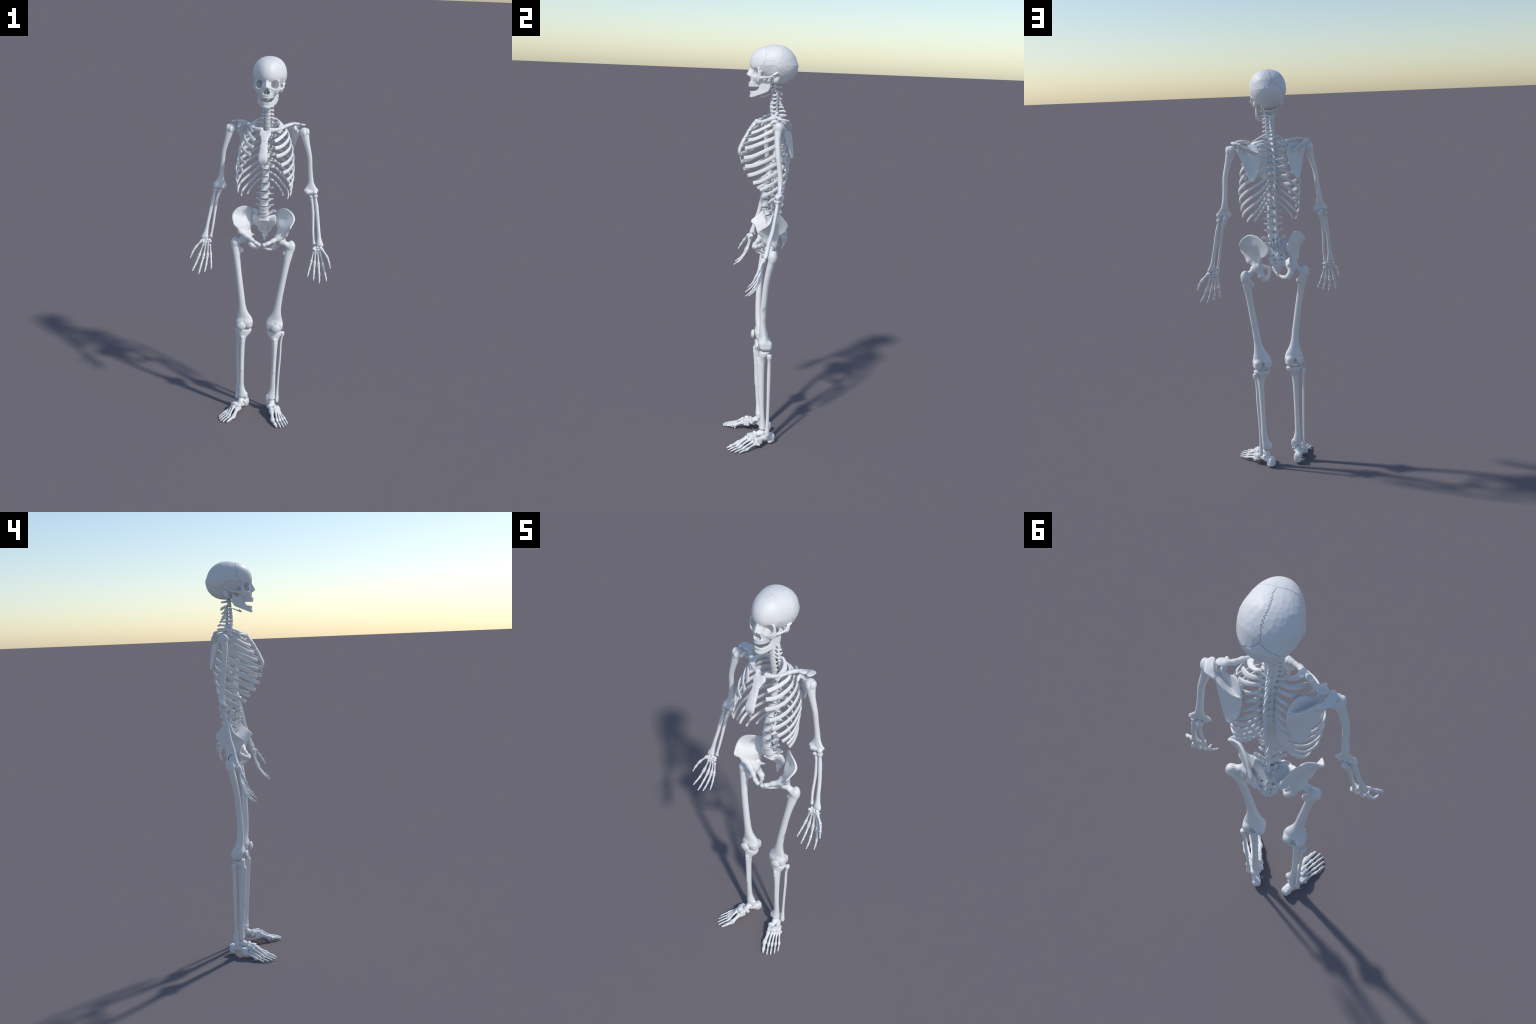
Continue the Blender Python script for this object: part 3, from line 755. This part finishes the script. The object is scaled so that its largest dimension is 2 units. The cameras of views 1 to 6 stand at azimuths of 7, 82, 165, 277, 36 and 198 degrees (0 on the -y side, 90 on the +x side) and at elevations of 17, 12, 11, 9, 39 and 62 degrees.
# ------------------------------------------------------------------ ribs
RIBS = [
    [(.017, .040, 1.680), (.037, .054, 1.685), (.056, .046, 1.675), (.073, .022, 1.661), (.0755, .000, 1.650), (.069, -.016, 1.637), (.063, -.022, 1.622)],
    [(.017, .050, 1.664), (.037, .064, 1.662), (.062, .063, 1.657), (.088, .043, 1.648), (.102, .015, 1.629), (.092, -.012, 1.613), (.073, -.040, 1.596), (.052, -.066, 1.584)],
    [(.017, .057, 1.642), (.038, .077, 1.646), (.065, .079, 1.641), (.092, .066, 1.629), (.112, .040, 1.611), (.117, .012, 1.596), (.109, -.019, 1.578), (.085, -.056, 1.558), (.056, -.080, 1.551)],
    [(.017, .065, 1.619), (.038, .089, 1.621), (.062, .094, 1.616), (.096, .082, 1.599), (.121, .050, 1.578), (.128, .012, 1.560), (.123, -.032, 1.541), (.098, -.071, 1.522), (.066, -.096, 1.512)],
    [(.017, .070, 1.592), (.038, .095, 1.592), (.066, .102, 1.583), (.104, .089, 1.563), (.132, .053, 1.541), (.140, .011, 1.519), (.136, -.030, 1.498), (.117, -.070, 1.478), (.092, -.102, 1.469)],
    [(.018, .075, 1.563), (.038, .100, 1.558), (.070, .110, 1.544), (.110, .098, 1.522), (.139, .061, 1.498), (.146, .022, 1.477), (.143, -.018, 1.456), (.128, -.058, 1.438), (.105, -.097, 1.429)],
    [(.018, .079, 1.533), (.038, .104, 1.524), (.075, .115, 1.504), (.112, .101, 1.480), (.137, .069, 1.460), (.147, .036, 1.444), (.151, -.007, 1.422), (.141, -.048, 1.402), (.125, -.082, 1.390)],
    [(.018, .079, 1.501), (.038, .105, 1.489), (.075, .116, 1.466), (.110, .100, 1.442), (.136, .065, 1.419), (.147, .033, 1.400), (.151, .003, 1.382), (.145, -.030, 1.364), (.136, -.060, 1.355)],
    [(.019, .074, 1.472), (.037, .102, 1.455), (.080, .112, 1.420), (.118, .088, 1.391), (.137, .052, 1.368), (.145, .022, 1.349), (.145, .000, 1.335), (.140, -.027, 1.323)],
    [(.020, .066, 1.442), (.035, .096, 1.425), (.080, .105, 1.381), (.114, .090, 1.353), (.134, .056, 1.330), (.141, .026, 1.312), (.139, -.008, 1.293)],
    [(.021, .058, 1.400), (.046, .082, 1.378), (.085, .096, 1.335), (.112, .082, 1.306), (.124, .054, 1.285), (.124, .021, 1.267)],
    [(.022, .050, 1.366), (.044, .072, 1.346), (.076, .080, 1.308), (.092, .070, 1.282), (.098, .061, 1.270)],
]

def path_spline(pts, n):
    p = np.array(pts, float)
    s = np.concatenate([[0], np.cumsum(np.linalg.norm(np.diff(p, axis=0), axis=1) ** .75)])
    m = np.zeros_like(p)
    dt = np.diff(s)[:, None]; sl = np.diff(p, axis=0) / dt
    m[1:-1] = (sl[:-1] * dt[1:] + sl[1:] * dt[:-1]) / (dt[1:] + dt[:-1]); m[0] = sl[0]; m[-1] = sl[-1]
    u = np.linspace(0, s[-1], n); i = np.clip(np.searchsorted(s, u) - 1, 0, len(s) - 2)
    h = (s[i+1] - s[i])[:, None]; t = ((u - s[i])[:, None]) / h
    P = (2*t**3-3*t**2+1)*p[i] + (t**3-2*t**2+t)*h*m[i] + (-2*t**3+3*t**2)*p[i+1] + (t**3-t**2)*h*m[i+1]
    T = np.gradient(P, axis=0); T /= np.linalg.norm(T, axis=1)[:, None]
    return P, T, u / s[-1]

def sweep(P, A, B, ra, rb, power, seg=16, cap=True):
    """rings of superellipses: axes A, B (N,3), half sizes ra, rb"""
    th = np.arange(seg) * 2 * np.pi / seg
    c, s = np.cos(th), np.sin(th)
    e = 2 / power
    cx = np.sign(c) * np.abs(c) ** e; sx = np.sign(s) * np.abs(s) ** e
    V = P[:, None] + A[:, None] * (ra[:, None] * cx)[..., None] + B[:, None] * (rb[:, None] * sx)[..., None]
    n = len(P); V = V.reshape(-1, 3); Q = []
    for i in range(n - 1):
        for j in range(seg):
            k = (j + 1) % seg
            Q.append((i*seg+j, i*seg+k, (i+1)*seg+k, (i+1)*seg+j))
    V = list(V)
    for ring in (0, n - 1):
        half = seg // 2
        for j in range(half - 1):
            a, b = j, j + 1; c2, d2 = seg - 1 - (j + 1) + 0, seg - 1 - j
            q = (ring*seg + a, ring*seg + b, ring*seg + (seg - 2 - j) % seg, ring*seg + (seg - 1 - j) % seg)
            Q.append(q if ring else q[::-1])
    return np.array(V), np.array(Q)

def rib(k):
    n = 64
    P, T, u = path_spline(RIBS[k], n)
    axis = np.stack([np.zeros(n), np.full(n, .012), P[:, 2]], 1)
    N = P - axis; N[:, 2] = 0
    # face the outside of the cage, a little upward near the top
    if k == 0:
        Nw = N / np.linalg.norm(N, axis=1)[:, None]
        up = np.array([0, 0, 1.])
        Nn = up + Nw * .25 - np.array([0, .9, 0]) * np.clip((u - .55) / .35, 0, 1)[:, None]
    else:
        N /= np.linalg.norm(N, axis=1)[:, None]
        Nn = N + np.array([0, 0, [0, .75, .38, .2, .1, .05, 0, 0, -.05, -.1, -.1, -.1][k]])
    Nn -= (Nn * T).sum(1)[:, None] * T
    Nn /= np.linalg.norm(Nn, axis=1)[:, None]
    H = np.cross(Nn, T)
    big = [.0125, .0100, .0100, .0102, .0102, .0102, .0098, .0092, .0088, .0084, .0082, .0066][k]
    hh = np.interp(u, [0, .06, .14, .30, .6, .93, 1], [.0052, .0050, .0068, big*.84, big*.84, big*.94, big*.96])
    th = np.interp(u, [0, .06, .14, .30, .6, 1], [.0048, .0045, .0052, .0046, .0038, .0042])
    if k == 0:
        hh = np.interp(u, [0, .1, .3, .6, .9, 1], [.0050, .0052, .0066, .0105, .0135, .0130])
        th = np.full(n, .0030)
    if k >= 10:
        taper = np.interp(u, [0, .8, .96, 1], [1, .95, .75, .35]); hh = hh * taper; th = th * np.interp(u, [0, .96, 1], [1, .9, .5])
    return sweep(P, H, Nn, hh, th, 3.0)

for k in range(12):
    V, Q = rib(k)
    add_mesh('rib', V, Q); add_mesh('rib', V, Q, mirror=True)

# ------------------------------------------------------------------ hands and feet
def empty(name):
    o = bpy.data.objects.new(name, None); o.parent = ROOT; o.empty_display_size = .03
    bpy.context.scene.collection.objects.link(o)
    return o

def small_bone(name, a, b, rs, parents, flat=1.0, up=(0, -1, 0), bow=0.0, gap=.0006):
    """long finger / toe bone: radii at base, below base, mid, neck, head"""
    a = np.array(a, float); b = np.array(b, float)
    d = b - a; L = np.linalg.norm(d); d /= L
    a = a + d * gap; b = b - d * gap; L -= 2 * gap
    up = np.array(up, float); up -= (up @ d) * d; up /= np.linalg.norm(up)
    side = np.cross(d, up)
    t = np.array([0, .012, .04, .10, .20, .35, .5, .65, .78, .87, .93, .97, .99, 1.0])
    r = spline(t, [0, .06, .22, .5, .76, .90, 1.0], [rs[0]*.95, rs[0], rs[1], rs[2], rs[3], rs[4], rs[4]*.92]).astype(float)
    r[0] *= .72; r[-1] *= .35; r[-2] *= .72; r[-3] *= .90
    P = a + d * (t * L)[:, None] + up * (bow * L * 4 * t * (1 - t))[:, None]
    A = np.tile(side, (len(t), 1)); B = np.tile(up, (len(t), 1))
    V, Q = sweep(P, A, B, r, r * flat, 2.2, 14)
    # orientation: make faces point outward
    add_oriented(name, V, Q, parents)

def add_oriented(name, V, Q, parents):
    v0, v1, v2 = V[Q[:, 0]], V[Q[:, 1]], V[Q[:, 2]]
    vol = np.einsum('ij,ij->i', v0 - V.mean(0), np.cross(v1 - v0, v2 - v0)).sum()
    if vol < 0:
        Q = Q[:, ::-1]
    add_mesh(name, V, Q, parents[0]); add_mesh(name, V, Q, parents[1], mirror=True)

hands = (empty('hand'), empty('hand'))
FINGERS = {  # base, knuckle, middle joint, end joint, tip
    'index': [(.3150, -.0215, 1.000), (.3370, -.0360, .930), (.3500, -.0550, .891), (.3575, -.0740, .873), (.3610, -.0890, .861)],
    'middle': [(.3030, -.0185, .9995), (.3120, -.0345, .929), (.3200, -.0610, .887), (.3230, -.0810, .864), (.3250, -.0990, .851)],
    'ring': [(.2910, -.0180, .9985), (.2900, -.0350, .934), (.2910, -.0610, .895), (.2920, -.0820, .874), (.2930, -.0970, .863)],
    'little': [(.2800, -.0185, 1.000), (.2710, -.0360, .941), (.2650, -.0560, .908), (.2615, -.0710, .888), (.2600, -.0820, .877)],
}
FSC = {'index': 1.12, 'middle': 1.12, 'ring': 1.05, 'little': .98}
for nm, J in FINGERS.items():
    s = FSC[nm]
    dorsal = (.05, .9, .35)
    small_bone('metacarpal', J[0], J[1], [.0066*s, .0042*s, .0036*s, .0050*s, .0072*s], hands, .95, dorsal, .035)
    small_bone('finger_bone', J[1], J[2], [.0074*s, .0052*s, .0043*s, .0045*s, .0056*s], hands, .85, dorsal, .02)
    small_bone('finger_bone', J[2], J[3], [.0058*s, .0043*s, .0036*s, .0036*s, .0047*s], hands, .85, dorsal, .02)
    small_bone('finger_bone', J[3], J[4], [.0050*s, .0034*s, .0024*s, .0024*s, .0031*s], hands, .8, dorsal, 0)
TH = [(.3270, -.0270, 1.0135), (.3570, -.0440, .979), (.3690, -.0600, .953), (.3770, -.0720, .928)]
small_bone('metacarpal', TH[0], TH[1], [.0078, .0058, .0052, .0066, .0082], hands, .9, (.6, .3, .6), .03)
small_bone('finger_bone', TH[1], TH[2], [.0080, .0060, .0050, .0052, .0064], hands, .9, (.6, .3, .6), .02)
small_bone('finger_bone', TH[2], TH[3], [.0062, .0046, .0034, .0030, .0036], hands, .85, (.6, .3, .6), 0)

CARPALS = [((.3165, -.0160, 1.0215), (.0090, .0085, .0070)), ((.3005, -.0130, 1.0225), (.0078, .0085, .0070)), ((.2865, -.0115, 1.0200), (.0085, .0085, .0068)),
           ((.2790, -.0215, 1.0165), (.0060, .0065, .0075)), ((.3255, -.0235, 1.0170), (.0080, .0085, .0065)), ((.3160, -.0205, 1.0075), (.0070, .0085, .0068)),
           ((.3035, -.0165, 1.0090), (.0078, .0095, .0095)), ((.2890, -.0165, 1.0085), (.0088, .0095, .0085))]
for c, r in CARPALS:
    ph = rng.uniform(0, 6, 3)
    def carpal(P, c=c, r=r, ph=ph):
        q = P - np.array(c, f4)
        w = .0009 * np.sin(q[:, 0] * 420 + ph[0]) * np.sin(q[:, 1] * 380 + ph[1]) + .0007 * np.sin(q[:, 2] * 520 + ph[2])
        return smin(ell(P, c, r), box(P, c, np.array(r) * .86, .003, rotz(ph[0]) @ roty(ph[1] * .1)), .003) + w
    bone('carpal_bone', carpal, np.array(c) - .016, np.array(c) + .016, .0012, pair=True, parent=hands)
def hook(P):
    return chain(P, [(.2885, -.024, 1.0075, .0035), (.2880, -.0295, 1.0060, .0032)])
bone('carpal_bone', hook, (.28, -.036, .998), (.297, -.018, 1.016), .0012, pair=True, parent=hands)

feet = (empty('foot'), empty('foot'))
TOES = [  # metatarsal base, ball joint, tip
    [(.0985, -.0370, .0420), (.1110, -.0930, .0160), (.1410, -.1460, .0065)],
    [(.1175, -.0350, .0540), (.1370, -.0930, .0130), (.1640, -.1440, .0050)],
    [(.1260, -.0220, .0470), (.1520, -.0825, .0120), (.1790, -.1320, .0045)],
    [(.1305, -.0075, .0345), (.1645, -.0675, .0105), (.1900, -.1120, .0042)],
    [(.1360, .0060, .0240), (.1755, -.0500, .0095), (.1960, -.0890, .0042)],
]
for k, (a, b, c) in enumerate(TOES):
    a, b, c = map(np.array, (a, b, c))
    upv = (0, 0, 1)
    if k == 0:
        small_bone('metatarsal', a, b, [.0145, .0105, .0082, .0095, .0125], feet, 1.05, upv, .02)
        m = b + (c - b) * .62
        small_bone('toe_bone', b, m + [0, 0, .001], [.0120, .0090, .0075, .0075, .0090], feet, .88, upv, .02)
        small_bone('toe_bone', m + [0, 0, .001], c, [.0096, .0072, .0054, .0050, .0056], feet, .75, upv, 0)
    else:
        s = [0, 1.0, .97, .95, .95][k]
        small_bone('metatarsal', a, b, [.0092*s, .0064*s, .0047*s, .0054*s, .0078*s], feet, 1.1, upv, .05)
        p = b + (c - b) * .52 + [0, 0, .002]; q = b + (c - b) * .76 + [0, 0, .001]
        small_bone('toe_bone', b, p, [.0072*s, .0048*s, .0038*s, .0040*s, .0050*s], feet, .95, upv, .03)
        small_bone('toe_bone', p, q, [.0052*s, .0044*s, .0040*s, .0040*s, .0046*s], feet, .85, upv, .02)
        small_bone('toe_bone', q, c, [.0048*s, .0040*s, .0033*s, .0030*s, .0034*s], feet, .8, upv, 0)
def mt5_base(P):
    return chain(P, [(.1360, .0030, .0230, .0082), (.1385, .0120, .0215, .0072), (.1400, .0180, .0205, .0055)])
bone('metatarsal', mt5_base, (.12, -.012, .008), (.155, .03, .036), .0012, pair=True, parent=feet)

FR = rotz(math.radians(23))                            # foot turned out
def calcaneus(P):
    d = chain(P, [(.0690, .0860, .0290, .0180), (.0780, .0680, .0330, .0165), (.0900, .0500, .0380, .0160), (.1060, .0330, .0370, .0130)], .010)
    d = smin(d, box(P, (.0690, .0860, .0275), (.0170, .0160, .0240), .0110, FR), .006)
    d = smin(d, ell(P, (.0780, .0780, .0120), (.0150, .0130, .0115), FR), .008)
    d = smin(d, cone(P, (.080, .050, .050), (.069, .042, .048), .008, .006), .006)
    return smax(d, .0012 - P[:, 2], .003)
bone('heel_bone', calcaneus, (.04, .01, -.002), (.13, .112, .07), .0015, pair=True, parent=feet)
def talus(P):
    d = union(.008, ell(P, (.0870, .0390, .0640), (.0180, .0210, .0160), FR), chain(P, [(.088, .026, .062, .014), (.0895, .0120, .0570, .0130)]),
              ell(P, (.0830, .0550, .0570), (.011, .010, .008), FR))
    return d
bone('ankle_bone', talus, (.06, -.008, .035), (.115, .075, .09), .0014, pair=True, parent=feet)
def navicular(P):
    return smax(union(.005, ell(P, (.0880, -.0010, .0560), (.0195, .0090, .0170), rotz(.35)), ell(P, (.0745, .0010, .0480), (.009, .009, .010))), -ell(P, (.0890, .0130, .0570), (.0140, .0100, .0135)), .002)
bone('tarsal_bone', navicular, (.06, -.02, .03), (.115, .02, .08), .0013, pair=True, parent=feet)
for c, r, a in (((.0950, -.0230, .0440), (.0120, .0150, .0180), .35), ((.1115, -.0215, .0580), (.0080, .0115, .0110), .30), ((.1195, -.0100, .0520), (.0085, .0140, .0115), .25),
                ((.1225, .0130, .0345), (.0145, .0165, .0145), .45)):
    def tarsal(P, c=c, r=r, a=a):
        r = np.array(r) * 1.08
        return smin(box(P, c, r, .0055, rotz(a)), ell(P, c, r * 1.04, rotz(a)), .003)
    bone('tarsal_bone', tarsal, np.array(c) - .024, np.array(c) + .024, .0013, pair=True, parent=feet)
for x, y in ((.1075, -.0840), (.1170, -.0820)):
    bone('tarsal_bone', lambda P, x=x, y=y: ell(P, (x, y, .0055), (.0045, .006, .0045)), (x - .008, y - .01, -.002), (x + .008, y + .01, .014), .0012, pair=True, parent=feet)
